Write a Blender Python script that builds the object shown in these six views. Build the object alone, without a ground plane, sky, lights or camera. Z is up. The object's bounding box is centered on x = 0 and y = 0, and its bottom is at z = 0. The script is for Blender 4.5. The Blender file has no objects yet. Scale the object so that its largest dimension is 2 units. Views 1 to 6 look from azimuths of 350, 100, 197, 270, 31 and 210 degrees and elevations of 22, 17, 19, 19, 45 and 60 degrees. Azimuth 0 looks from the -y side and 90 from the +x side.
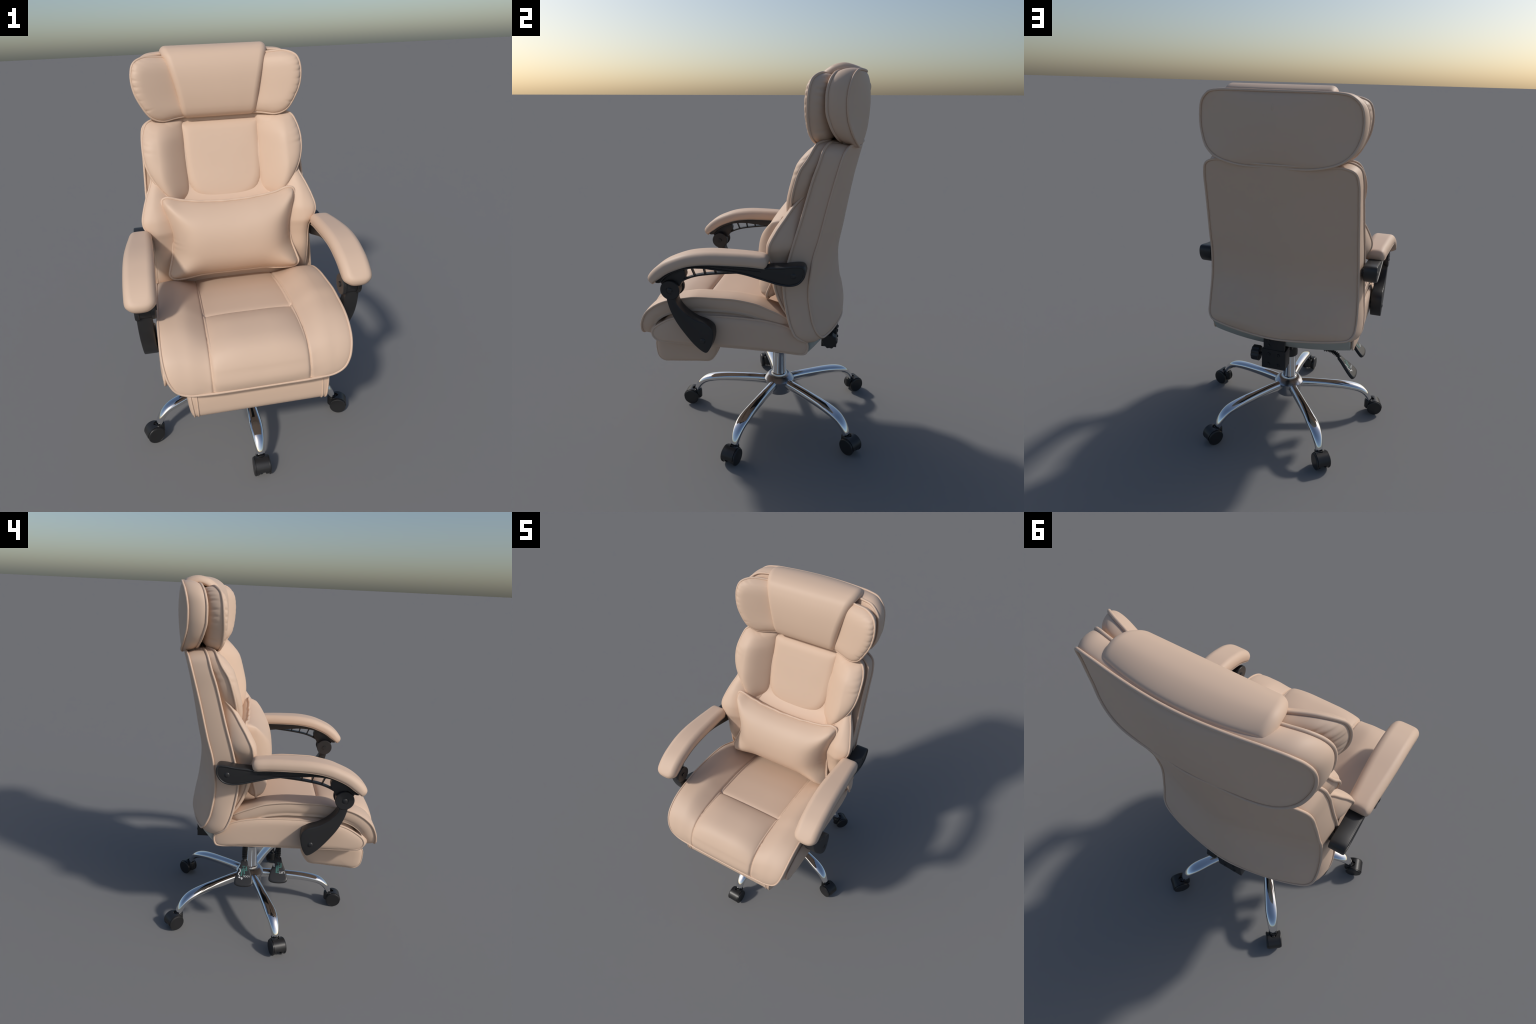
# Reclining office chair: beige leather upholstery with piping, black plastic arms,
# chrome five-star base on twin-wheel casters.  Metres, z up, front faces -y.
import bpy, bmesh, math, random
import numpy as np
from mathutils import Vector, Matrix

rng = random.Random(7)
TAU = 2 * math.pi

# ------------------------------------------------------------------ materials
def make_mat(name, color, rough, metallic=0.0, bump=0.0, scale=400.0, vary=0.0, spec=0.5, coat=0.0):
    m = bpy.data.materials.new(name)
    m.use_nodes = True
    nt = m.node_tree
    b = nt.nodes["Principled BSDF"]
    b.inputs["Base Color"].default_value = (*color, 1)
    b.inputs["Roughness"].default_value = rough
    b.inputs["Metallic"].default_value = metallic
    b.inputs["Specular IOR Level"].default_value = spec
    b.inputs["Coat Weight"].default_value = coat
    tc = nt.nodes.new("ShaderNodeTexCoord")
    if vary > 0:
        n = nt.nodes.new("ShaderNodeTexNoise")
        n.inputs["Scale"].default_value = 9.0
        n.inputs["Detail"].default_value = 4.0
        nt.links.new(tc.outputs["Object"], n.inputs["Vector"])
        r = nt.nodes.new("ShaderNodeValToRGB")
        r.color_ramp.elements[0].position = 0.3
        r.color_ramp.elements[1].position = 0.7
        r.color_ramp.elements[0].color = (*[c * (1 - vary) for c in color], 1)
        r.color_ramp.elements[1].color = (*[min(1, c * (1 + vary)) for c in color], 1)
        nt.links.new(n.outputs["Fac"], r.inputs["Fac"])
        nt.links.new(r.outputs["Color"], b.inputs["Base Color"])
    if bump > 0:
        v = nt.nodes.new("ShaderNodeTexVoronoi")
        v.inputs["Scale"].default_value = scale
        nt.links.new(tc.outputs["Object"], v.inputs["Vector"])
        bp = nt.nodes.new("ShaderNodeBump")
        bp.inputs["Strength"].default_value = bump
        bp.inputs["Distance"].default_value = 0.0006
        nt.links.new(v.outputs["Distance"], bp.inputs["Height"])
        nt.links.new(bp.outputs["Normal"], b.inputs["Normal"])
    return m

LEATHER = make_mat("beige_leather", (0.657, 0.484, 0.366), 0.55, bump=0.05, scale=420, vary=0.006, spec=0.35)
BLACK = make_mat("black_plastic", (0.022, 0.022, 0.023), 0.42, bump=0.05, scale=900, vary=0.05)
WHEEL = make_mat("wheel_plastic", (0.018, 0.018, 0.019), 0.38, vary=0.05)
STEEL = make_mat("black_steel", (0.016, 0.016, 0.017), 0.5, bump=0.08, scale=700)
CHROME = make_mat("chrome", (0.80, 0.81, 0.82), 0.06, metallic=1.0)
SATIN = make_mat("satin_steel", (0.62, 0.63, 0.65), 0.24, metallic=1.0)
FABRIC = make_mat("grey_underside_cloth", (0.42, 0.435, 0.405), 0.9, bump=0.35, scale=500, vary=0.04, spec=0.1)
WHITE = make_mat("white_print", (0.75, 0.75, 0.75), 0.5)
GREEN = make_mat("green_print", (0.05, 0.16, 0.14), 0.5)

# ------------------------------------------------------------------ object helpers
chair = bpy.data.objects.new("office_chair", None)
bpy.context.collection.objects.link(chair)
chair["label"] = "beige leather reclining office chair with chrome star base"
chair["category"] = "office chair"

def add_mesh(name, mesh, mat, parent, sharp=40):
    o = bpy.data.objects.new(name, mesh)
    bpy.context.collection.objects.link(o)
    o.parent = parent
    if not mesh.materials:
        mesh.materials.append(mat)
    mesh.shade_smooth()
    if sharp:
        mesh.set_sharp_from_angle(angle=math.radians(sharp))
    return o

def from_data(name, verts, faces, mat, parent, sharp=40):
    me = bpy.data.meshes.new(name)
    me.from_pydata([tuple(map(float, v)) for v in verts], [], faces)
    bm = bmesh.new()
    bm.from_mesh(me)
    bmesh.ops.remove_doubles(bm, verts=bm.verts, dist=1e-5)
    bmesh.ops.dissolve_degenerate(bm, edges=bm.edges, dist=1e-6)
    bmesh.ops.recalc_face_normals(bm, faces=bm.faces)
    bm.to_mesh(me)
    bm.free()
    return add_mesh(name, me, mat, parent, sharp)

def ring_mesh(name, rings, mat, parent, caps=(True, True), sharp=40):
    """Skin a list of closed rings (each an N x 3 array); caps close with a fan."""
    n = len(rings[0])
    V = np.concatenate([np.asarray(r, float) for r in rings])
    F = []
    for k in range(len(rings) - 1):
        a, b = k * n, (k + 1) * n
        for i in range(n):
            j = (i + 1) % n
            F.append((a + i, a + j, b + j, b + i))
    V = list(V)
    for cap, k in ((caps[0], 0), (caps[1], len(rings) - 1)):
        if cap:
            c = len(V)
            V.append(np.mean(rings[k], axis=0))
            for i in range(n):
                F.append((k * n + i, k * n + (i + 1) % n, c))
    return from_data(name, V, F, mat, parent, sharp)

# ------------------------------------------------------------------ curve helpers
def spline(pts, n, closed=False, alpha=0.5):
    """Centripetal Catmull-Rom through pts, resampled to n points equal in arc length."""
    P = np.asarray(pts, float)
    m = len(P)
    if closed:
        Q = np.concatenate([P[-1:], P, P[:2]])
        segs = m
    else:
        Q = np.concatenate([2 * P[:1] - P[1:2], P, 2 * P[-1:] - P[-2:-1]])
        segs = m - 1
    out = []
    for i in range(segs):
        p0, p1, p2, p3 = Q[i:i + 4]
        t0 = 0
        t1 = t0 + max(np.linalg.norm(p1 - p0), 1e-6) ** alpha
        t2 = t1 + max(np.linalg.norm(p2 - p1), 1e-6) ** alpha
        t3 = t2 + max(np.linalg.norm(p3 - p2), 1e-6) ** alpha
        t = np.linspace(t1, t2, 24, endpoint=False)[:, None]
        A1 = (t1 - t) / (t1 - t0) * p0 + (t - t0) / (t1 - t0) * p1
        A2 = (t2 - t) / (t2 - t1) * p1 + (t - t1) / (t2 - t1) * p2
        A3 = (t3 - t) / (t3 - t2) * p2 + (t - t2) / (t3 - t2) * p3
        B1 = (t2 - t) / (t2 - t0) * A1 + (t - t0) / (t2 - t0) * A2
        B2 = (t3 - t) / (t3 - t1) * A2 + (t - t1) / (t3 - t1) * A3
        out.append((t2 - t) / (t2 - t1) * B1 + (t - t1) / (t2 - t1) * B2)
    D = np.concatenate(out)
    D = np.concatenate([D, P[:1] if closed else P[-1:]])
    L = np.concatenate([[0], np.cumsum(np.linalg.norm(np.diff(D, axis=0), axis=1))])
    s = np.linspace(0, L[-1], n, endpoint=not closed)
    return np.stack([np.interp(s, L, D[:, k]) for k in range(D.shape[1])], axis=1)

def mirrored(half, n):
    """Closed outline from its +x half, given from top centre to bottom centre."""
    h = [tuple(p) for p in half]
    return spline(h + [(-x, z) for x, z in h[-2:0:-1]], n, closed=True)

def fn(table):
    """Smooth (cosine-free cubic) interpolation of a short (key, value) table."""
    T = sorted(table)
    xs = np.array([t[0] for t in T], float)
    ys = np.array([t[1] for t in T], float)
    d = np.diff(ys) / np.diff(xs)
    m = np.zeros_like(ys)
    m[1:-1] = np.where(d[:-1] * d[1:] > 0, 2 * d[:-1] * d[1:] / (d[:-1] + d[1:] + 1e-12), 0)
    m[0], m[-1] = d[0], d[-1]
    def f(x):
        x = np.clip(np.asarray(x, float), xs[0], xs[-1])
        i = np.clip(np.searchsorted(xs, x) - 1, 0, len(xs) - 2)
        h = xs[i + 1] - xs[i]
        t = (x - xs[i]) / h
        return ((2*t**3 - 3*t**2 + 1) * ys[i] + (t**3 - 2*t**2 + t) * h * m[i]
                + (-2*t**3 + 3*t**2) * ys[i + 1] + (t**3 - t**2) * h * m[i + 1])
    return f

def puff(d, w, p=0.5):
    """Rounded cushion edge: 0 at the seam, 1 at distance w inside."""
    t = 1 - np.clip(d / w, 0, 1)
    return np.clip(1 - t * t, 0, 1) ** p

def bow(x, w, c=.25):
    """Rounded-V bulge across the width: 1 in the middle, 0 at |x| = w."""
    t = np.clip(np.abs(x) / w, 0, 1.1)
    return (math.sqrt(1 + c * c) - np.sqrt(t * t + c * c)) / (math.sqrt(1 + c * c) - c)

def smooth(t):
    t = np.clip(t, 0, 1)
    return t * t * (3 - 2 * t)

def edge_distance(A, O):
    """Distance of points A (...x2) to the closed polyline O."""
    P = A.reshape(-1, 2)
    a = O
    b = np.roll(O, -1, axis=0)
    ab = b - a
    ll = (ab ** 2).sum(1) + 1e-12
    res = np.empty(len(P))
    for i in range(0, len(P), 4000):
        p = P[i:i + 4000, None, :]
        t = np.clip(((p - a) * ab).sum(2) / ll, 0, 1)
        q = a + t[..., None] * ab
        res[i:i + 4000] = np.sqrt(((p - q) ** 2).sum(2).min(1))
    return res.reshape(A.shape[:-1])

def soft_distance(A, O):
    """Distance to the outline without the crease of the medial axis: exact close to
    the edge, an inverse-power mean over the whole outline further in."""
    hard = edge_distance(A, O)
    P = A.reshape(-1, 2)
    m = .5 * (O + np.roll(O, -1, axis=0))
    w = np.linalg.norm(np.roll(O, -1, axis=0) - O, axis=1)
    acc = np.empty(len(P))
    for i in range(0, len(P), 4000):
        q = ((P[i:i + 4000, None, :] - m) ** 2).sum(2) + 1e-9
        acc[i:i + 4000] = (w / q ** 2).sum(1)
    soft = (acc / (math.pi / 2)).reshape(hard.shape) ** (-1 / 3)
    k = smooth((hard - .012) / .02)
    return hard * (1 - k) + soft * k

def outward(O):
    t = np.roll(O, -1, axis=0) - np.roll(O, 1, axis=0)
    nrm = np.stack([t[:, 1], -t[:, 0]], axis=1)
    nrm /= np.linalg.norm(nrm, axis=1)[:, None] + 1e-12
    if (nrm * (O - O.mean(0))).sum() < 0:
        nrm = -nrm
    return nrm

def disc(O, C, rings, power):
    """Concentric copies of outline O shrinking to C (one point, or one per outline
    point to collapse onto a line): r ascending to 1."""
    t = np.linspace(0, 1, rings + 1)
    if np.ndim(C) == 1:
        t = t[1:]
    r = 1 - (1 - t) ** power
    r[-1] = 1.0
    C = np.asarray(C, float)
    A = C + r[:, None, None] * (O - C)
    d = soft_distance(A, O)
    d[-1] = 0
    s = np.broadcast_to(np.arange(len(O)) / len(O), A.shape[:-1])
    return A[..., 0], A[..., 1], d, s

def pad(name, O, C, top, bottom, mat, parent, rings=60, low_rings=24, power=1.6, wall=(), sharp=None):
    """A cushion: front sheet + optional side-wall rings + back sheet."""
    a, b, d, s = disc(O, C, rings, power)
    T = top(a, b, d, s)
    a2, b2, d2, s2 = disc(O, C, low_rings, power)
    B = bottom(a2, b2, d2, s2)
    R = [T[k] for k in range(len(T))] + list(wall)
    if len(wall) == 0:
        B = B[:-1]
    R += [B[k] for k in range(len(B) - 1, -1, -1)]
    point = np.ndim(C) == 1
    return ring_mesh(name, R, mat, parent, caps=(point, point), sharp=sharp)

def tube(name, path, radius, mat, parent, closed=True, segs=10, squash=None):
    """Sweep a circle (or an oval, squash=(w,h) per point) along a path."""
    P = np.asarray(path, float)
    n = len(P)
    if closed:
        T = np.roll(P, -1, axis=0) - np.roll(P, 1, axis=0)
    else:
        T = np.gradient(P, axis=0)
    T /= np.linalg.norm(T, axis=1)[:, None] + 1e-12
    u = np.cross(T[0], (0.3, 0.2, 0.9))
    u /= np.linalg.norm(u)
    rings = []
    for i in range(n):
        u = u - T[i] * (u @ T[i])
        u /= np.linalg.norm(u)
        v = np.cross(T[i], u)
        r = radius[i] if hasattr(radius, "__len__") else radius
        rings.append([P[i] + r * (math.cos(q) * u + math.sin(q) * v) for q in np.arange(segs) / segs * TAU])
    if closed:
        # twist-free enough for round sections: find the best index shift to close
        last, first = np.array(rings[-1]), np.array(rings[0])
        k = min(range(segs), key=lambda k: np.abs(np.roll(first, k, axis=0) - last).sum())
        rings.append(np.roll(first, k, axis=0))
        return ring_mesh(name, rings, mat, parent, caps=(False, False), sharp=None)
    return ring_mesh(name, rings, mat, parent, sharp=60)

def lathe(name, profile, mat, parent, segs=48, axis="z", at=(0, 0, 0), sharp=35):
    rings = []
    for r, h in profile:
        ring = []
        for q in np.arange(segs) / segs * TAU:
            c, s_ = r * math.cos(q), r * math.sin(q)
            p = {"z": (c, s_, h), "x": (h, c, s_), "y": (c, h, s_)}[axis]
            ring.append(np.add(p, at))
        rings.append(ring)
    return ring_mesh(name, rings, mat, parent, sharp=sharp)

def plate(name, pts, x0, x1, mat, parent, bevel=0.004, segs=3, rim=None, smooth_n=None, sharp=30):
    """Extrude a side-view (y, z) outline from x0 to x1, with rounded edges; rim
    = (width, depth) sinks a panel into the outer (x1) face."""
    O = spline(pts, smooth_n, closed=True) if smooth_n else np.asarray(pts, float)
    bm = bmesh.new()
    va = [bm.verts.new((x0, y, z)) for y, z in O]
    vb = [bm.verts.new((x1, y, z)) for y, z in O]
    n = len(O)
    fa = bm.faces.new(va[::-1])
    fb = bm.faces.new(vb)
    for i in range(n):
        bm.faces.new((va[i], va[(i + 1) % n], vb[(i + 1) % n], vb[i]))
    bmesh.ops.recalc_face_normals(bm, faces=bm.faces)
    if bevel:
        edges = [e for f in (fa, fb) for e in f.edges]
        bmesh.ops.bevel(bm, geom=edges, offset=bevel, segments=segs, profile=0.5, affect="EDGES", clamp_overlap=True)
    if rim:
        bm.faces.ensure_lookup_table()
        side = 1 if x1 > x0 else -1
        big = max((f for f in bm.faces if f.normal.x * side > 0.9), key=lambda f: f.calc_area())
        bmesh.ops.inset_region(bm, faces=[big], thickness=rim[0], depth=0, use_even_offset=True)
        bmesh.ops.inset_region(bm, faces=[big], thickness=0.0025, depth=-rim[1], use_even_offset=True)
    me = bpy.data.meshes.new(name)
    bm.to_mesh(me)
    bm.free()
    return add_mesh(name, me, mat, parent, sharp)

def box(name, lo, hi, mat, parent, bevel=0.003):
    (x0, y0, z0), (x1, y1, z1) = lo, hi
    return plate(name, [(y0, z0), (y1, z0), (y1, z1), (y0, z1)], x0, x1, mat, parent, bevel=bevel, segs=2)

def xyz(x, y, z):
    return np.stack(np.broadcast_arrays(x, y, z), axis=-1)

def piping(path, parent, r=0.0062, mat=LEATHER):
    return tube("piping", path, r, mat, parent, closed=True, segs=10)

def puckers(s, d, places, depth, reach=0.03, width=0.004):
    h = np.zeros_like(d)
    for p, k in places:
        ds = np.abs(s - p)
        ds = np.minimum(ds, 1 - ds)
        h += k * np.exp(-(ds / width) ** 2) * np.exp(-d / reach) * (1 - np.exp(-d / 0.004))
    return depth * h

# ================================================================== BACKREST
rear_rim_y = fn([(1.66, .453), (1.57, .431), (1.39, .387), (1.22, .350), (1.09, .319), (.95, .308), (.81, .327), (.72, .36), (.66, .39)])
rear_mid_y = fn([(1.66, .535), (1.6, .519), (1.47, .489), (1.2, .443), (1.05, .421), (.91, .433), (.79, .454), (.73, .462), (.69, .458), (.66, .452)])
def rear_y(x, z):
    k = smooth((1.0 - z) / .2) * smooth((z - .655) / .10)
    full = 1 - np.clip(np.abs(x) / .425, 0, 1) ** 2.9
    return rear_rim_y(z) + (rear_mid_y(z) - rear_rim_y(z)) * (bow(x, .415) * (1 - k) + full * k)

front_rim_y = fn([(1.66, .356), (1.57, .335), (1.49, .309), (1.3, .262), (1.13, .217), (.99, .189), (.85, .209), (.73, .25), (.69, .30), (.66, .32)])

NB = 300
rear_out = mirrored([(0, 1.632), (.25, 1.632), (.335, 1.629), (.383, 1.607), (.398, 1.56), (.403, 1.45), (.407, 1.3), (.411, 1.15),
                     (.416, 1.0), (.423, .87), (.424, .78), (.418, .735), (.395, .710), (.33, .702), (.15, .692), (0, .688)], NB)
front_out = mirrored([(0, 1.648), (.25, 1.648), (.352, 1.643), (.393, 1.617), (.405, 1.57), (.409, 1.45), (.416, 1.3), (.423, 1.15),
                      (.426, 1.0), (.437, .87), (.447, .77), (.444, .715), (.420, .688), (.33, .68), (.15, .67), (0, .665)], NB)

def build_backrest():
    a, b, d, s = disc(rear_out, (0, 1.15), 40, 1.3)
    rear = xyz(a, rear_y(a, b) + .004 * puff(d, .03), b)
    rim_r = rear[-1]
    fa, fb, fd, fs = disc(front_out, (0, 1.15), 16, 1.0)
    front = xyz(fa, front_rim_y(fb) + .07 * (1 - np.clip(np.abs(fa) / .43, 0, 1) ** 2), fb)
    rim_f = front[-1]
    band = []
    on = outward(front_out)
    for t in np.linspace(0, 1, 14)[1:-1]:
        p = rim_r * (1 - t) + rim_f * t
        q = (.004 + .009 * smooth((1.0 - p[:, 2]) / .25)) * (1 - (2 * t - 1) ** 2) ** .6
        band.append(p + np.stack([on[:, 0] * q, 0 * q * on[:, 0], on[:, 1] * q], axis=1))
    rings = [rear[k] for k in range(len(rear))] + band + [front[k] for k in range(len(front) - 1, -1, -1)]
    shell = ring_mesh("backrest", rings, LEATHER, chair, sharp=50)
    rn = outward(rear_out) * .0035
    piping(rim_r + np.stack([rn[:, 0], 0 * rn[:, 0] + .0025, rn[:, 1]], axis=1), shell, .0058)
    fo = on * .003
    piping(rim_f + np.stack([fo[:, 0], 0 * fo[:, 0] - .0025, fo[:, 1]], axis=1), shell, .0062)
    return shell

backrest = build_backrest()

# ---- upper pad with raised side bolsters
up_out = mirrored([(0, 1.655), (.2, 1.655), (.33, 1.653), (.375, 1.637), (.398, 1.59), (.407, 1.53), (.403, 1.46), (.386, 1.40),
                   (.348, 1.33), (.300, 1.272), (.262, 1.215), (.222, 1.150), (.19, 1.110), (.14, 1.092), (0, 1.09)], 420)
up_edge = fn([(1.66, .335), (1.64, .32), (1.585, .29), (1.525, .252), (1.45, .228), (1.40, .217), (1.33, .205), (1.277, .192), (1.2, .190), (1.09, .205)])
up_crest = fn([(1.66, .325), (1.64, .303), (1.6, .266), (1.55, .230), (1.467, .204), (1.36, .178), (1.28, .167), (1.2, .170), (1.09, .19)])
def up_rim(a, b):
    return (up_edge(b) + .045 * smooth((b - 1.60) / .05) * smooth((.37 - np.abs(a)) / .1)
            + .10 * smooth((1.20 - b) / .08) * smooth((.215 - np.abs(a)) / .05))
up_valley = fn([(1.66, .395), (1.625, .385), (1.5, .355), (1.4, .329), (1.28, .302), (1.22, .33), (1.16, .34)])
pk_up = [(rng.uniform(.13, .27), rng.uniform(.4, 1)) for _ in range(9)]
pk_up += [(1 - p, rng.uniform(.4, 1)) for p, _ in pk_up]
def up_front(a, b, d, s):
    t = np.clip((np.abs(a) - .19) / .145, 0, 1)
    g = .6 * (1 - np.sqrt(np.clip(1 - (1 - t) ** 2, 0, 1))) + .4 * (1 - smooth(t))
    y = up_crest(b) + (up_valley(b) - up_crest(b)) * g
    e = up_rim(a, b)
    q = puff(d, .06)
    return xyz(a, e + (y - e) * q + puckers(s, d, pk_up, .006, .022, .003), b)
def up_back(a, b, d, s):
    return xyz(a, up_rim(a, b) + (.085 - .075 * smooth((1.30 - b) / .12)) * puff(d, .045, .42) + puckers(s, d, pk_up, -.009, .025, .004), b)
upper_pad = pad("upper_pad", up_out, (0, 1.45), up_front, up_back, LEATHER, backrest, rings=110, low_rings=30, power=1.2)
piping(xyz(up_out[:, 0] + outward(up_out)[:, 0] * .002, up_rim(up_out[:, 0], up_out[:, 1]), up_out[:, 1] + outward(up_out)[:, 1] * .002), upper_pad, .0058)

# ---- centre panel between the bolsters
cp_out = mirrored([(0, 1.632), (.19, 1.632), (.208, 1.630), (.213, 1.622), (.214, 1.56), (.214, 1.47), (.209, 1.38), (.197, 1.315), (.186, 1.288),
                   (.176, 1.272), (.148, 1.246), (.095, 1.222), (.05, 1.213), (0, 1.211)], 300)
cp_edge = fn([(1.64, .392), (1.5, .355), (1.4, .329), (1.28, .294), (1.20, .275)])
pk_cp = [(.350, .8), (.362, 1.0), (.374, .7), (.650, .8), (.638, 1.0), (.627, .7)]
def cp_front(a, b, d, s):
    h = .030 * puff(d, .05) + .012 * puff(d, .2, .8)
    return xyz(a, cp_edge(b) - h + puckers(s, d, pk_cp, .006, .014, .004), b)
def cp_back(a, b, d, s):
    return xyz(a, cp_edge(b) + .03 * puff(d, .04), b)
pad("center_panel", cp_out, (0, 1.43), cp_front, cp_back, LEATHER, backrest, rings=70, low_rings=12)

# ---- lower pad, its wings reach forward beside the pillow
lo_out = mirrored([(0, 1.29), (.2, 1.30), (.30, 1.36), (.352, 1.428), (.366, 1.425), (.388, 1.352), (.414, 1.295), (.436, 1.235), (.447, 1.19), (.445, 1.158),
                   (.430, 1.125), (.414, 1.09), (.409, 1.04), (.408, .95), (.410, .88), (.412, .82), (.405, .77), (.36, .74), (0, .74)], 420)
lo_edge = fn([(1.45, .31), (1.42, .283), (1.37, .235), (1.30, .188), (1.24, .15), (1.17, .119), (1.12, .115), (1.08, .125), (1.03, .136), (.97, .142),
              (.9, .163), (.83, .20), (.77, .24), (.74, .25)])
lo_mid = fn([(1.45, .34), (1.3, .325), (1.22, .282), (1.15, .236), (1.1, .214), (1.0, .200), (.9, .195), (.8, .21), (.74, .22)])
def lo_rim(a, b):
    return lo_edge(b) + .18 * smooth((b - 1.16) / .1) * smooth((.345 - np.abs(a)) / .10)
def lo_front(a, b, d, s):
    e = lo_rim(a, b)
    y = lo_mid(b) + (lo_edge(b) - .020 - lo_mid(b)) * smooth((np.abs(a) - .12) / .27)
    return xyz(a, e + (y - e) * puff(d, .045), b)
def lo_back(a, b, d, s):
    e = lo_rim(a, b)
    return xyz(a, e + np.maximum(front_rim_y(b) + .015 - e, .02) * puff(d, .05, .5), b)
lumbar_pad = pad("lower_pad", lo_out, (0, 1.08), lo_front, lo_back, LEATHER, backrest, rings=80, low_rings=30)
piping(xyz(lo_out[:, 0], lo_rim(lo_out[:, 0], lo_out[:, 1]), lo_out[:, 1]), lumbar_pad, .0062)

# ================================================================== HEADREST
hr_rim_y = fn([(1.97, .476), (1.933, .460), (1.84, .450), (1.765, .452), (1.707, .462), (1.66, .474), (1.62, .488)])
hr_mid_y = fn([(1.97, .522), (1.948, .535), (1.90, .546), (1.82, .551), (1.74, .547), (1.66, .534), (1.62, .515)])
def hr_y(x, z):
    return hr_rim_y(z) + (hr_mid_y(z) - hr_rim_y(z)) * bow(x, .41, .7)
hf_rim_y = fn([(1.97, .386), (1.92, .371), (1.845, .364), (1.79, .366), (1.735, .377), (1.67, .395), (1.62, .41)])
hr_out = mirrored([(0, 1.966), (.2, 1.966), (.29, 1.964), (.346, 1.953), (.388, 1.915), (.403, 1.86), (.399, 1.78), (.368, 1.705), (.316, 1.661), (.20, 1.629), (0, 1.624)], NB)
hf_out = mirrored([(0, 1.956), (.2, 1.956), (.29, 1.956), (.350, 1.948), (.396, 1.91), (.411, 1.86), (.408, 1.78), (.376, 1.71), (.318, 1.668), (.20, 1.645), (0, 1.640)], NB)

def build_headrest():
    a, b, d, s = disc(hr_out, (0, 1.80), 36, 1.3)
    rear = xyz(a, hr_y(a, b) + .003 * puff(d, .03), b)
    fa, fb, fd, fs = disc(hf_out, (0, 1.80), 14, 1.0)
    front = xyz(fa, hf_rim_y(fb) + .06 * (1 - np.clip(np.abs(fa) / .41, 0, 1) ** 2), fb)
    on = outward(hr_out)
    band = []
    for t in np.linspace(0, 1, 14)[1:-1]:
        p = rear[-1] * (1 - t) + front[-1] * t
        q = .013 * (1 - (2 * t - 1) ** 2) ** .7
        band.append(p + np.stack([on[:, 0] * q, 0 * on[:, 0], on[:, 1] * q], axis=1))
    rings = [rear[k] for k in range(len(rear))] + band + [front[k] for k in range(len(front) - 1, -1, -1)]
    h = ring_mesh("headrest", rings, LEATHER, chair, sharp=50)
    rn = on * .0035
    piping(rear[-1] + np.stack([rn[:, 0], 0 * rn[:, 0] + .0025, rn[:, 1]], axis=1), h, .0058)
    piping(front[-1] + np.stack([rn[:, 0], 0 * rn[:, 0] - .001, rn[:, 1]], axis=1), h, .0064)
    return h
headrest = build_headrest()

# padded neck that joins headrest and back
neck_out = mirrored([(0, 1.70), (.2, 1.70), (.265, 1.695), (.275, 1.68), (.275, 1.60), (.265, 1.585), (.2, 1.58), (0, 1.58)], 160)
pad("neck", neck_out, (0, 1.64), lambda a, b, d, s: xyz(a, .445 - .03 * puff(d, .03), b), lambda a, b, d, s: xyz(a, .445 + .03 * puff(d, .03), b),
    LEATHER, headrest, rings=24, low_rings=16)

# ---- winged head cushion
wg_out = mirrored([(0, 1.938), (.2, 1.940), (.28, 1.947), (.352, 1.948), (.402, 1.925), (.420, 1.875), (.416, 1.80), (.391, 1.735), (.348, 1.670), (.297, 1.648),
                   (.22, 1.656), (.1, 1.664), (0, 1.665)], 480)
wg_side = fn([(1.95, .316), (1.92, .297), (1.87, .286), (1.8, .282), (1.72, .281), (1.68, .284), (1.64, .290)])
wg_sweep = fn([(1.95, .19), (1.87, .185), (1.78, .18), (1.70, .165), (1.64, .15)])
def wg_edge(a, b):
    return wg_side(b) + wg_sweep(b) * np.clip(1 - np.abs(a) / .41, 0, 1) ** 1.3
pk_w = []
for k, p in enumerate((.180, .192, .204, .217, .232, .250, .270, .292, .312)):
    pk_w.append((p + rng.uniform(-.003, .003), (.5, .8, .7, .9, 1, .8, .6, .5, .9)[k]))
pk_w += [(1 - p + rng.uniform(-.006, .006), q * rng.uniform(.8, 1.1)) for p, q in pk_w]
def wg_front(a, b, d, s):
    return xyz(a, wg_edge(a, b) - .024 * puff(d, .05) + puckers(s, d, pk_w, .009, .012, .003), b)
def wg_back(a, b, d, s):
    return xyz(a, wg_edge(a, b) + .078 * puff(d, .055, .45) + puckers(s, d, pk_w, -.013, .022, .003), b)
wing_cushion = pad("wing_cushion", wg_out, (0, 1.80), wg_front, wg_back, LEATHER, headrest, rings=70, low_rings=50)
wn = outward(wg_out)
piping(xyz(wg_out[:, 0] + wn[:, 0] * .002, wg_edge(wg_out[:, 0], wg_out[:, 1]), wg_out[:, 1] + wn[:, 1] * .002), wing_cushion, .006)

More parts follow.
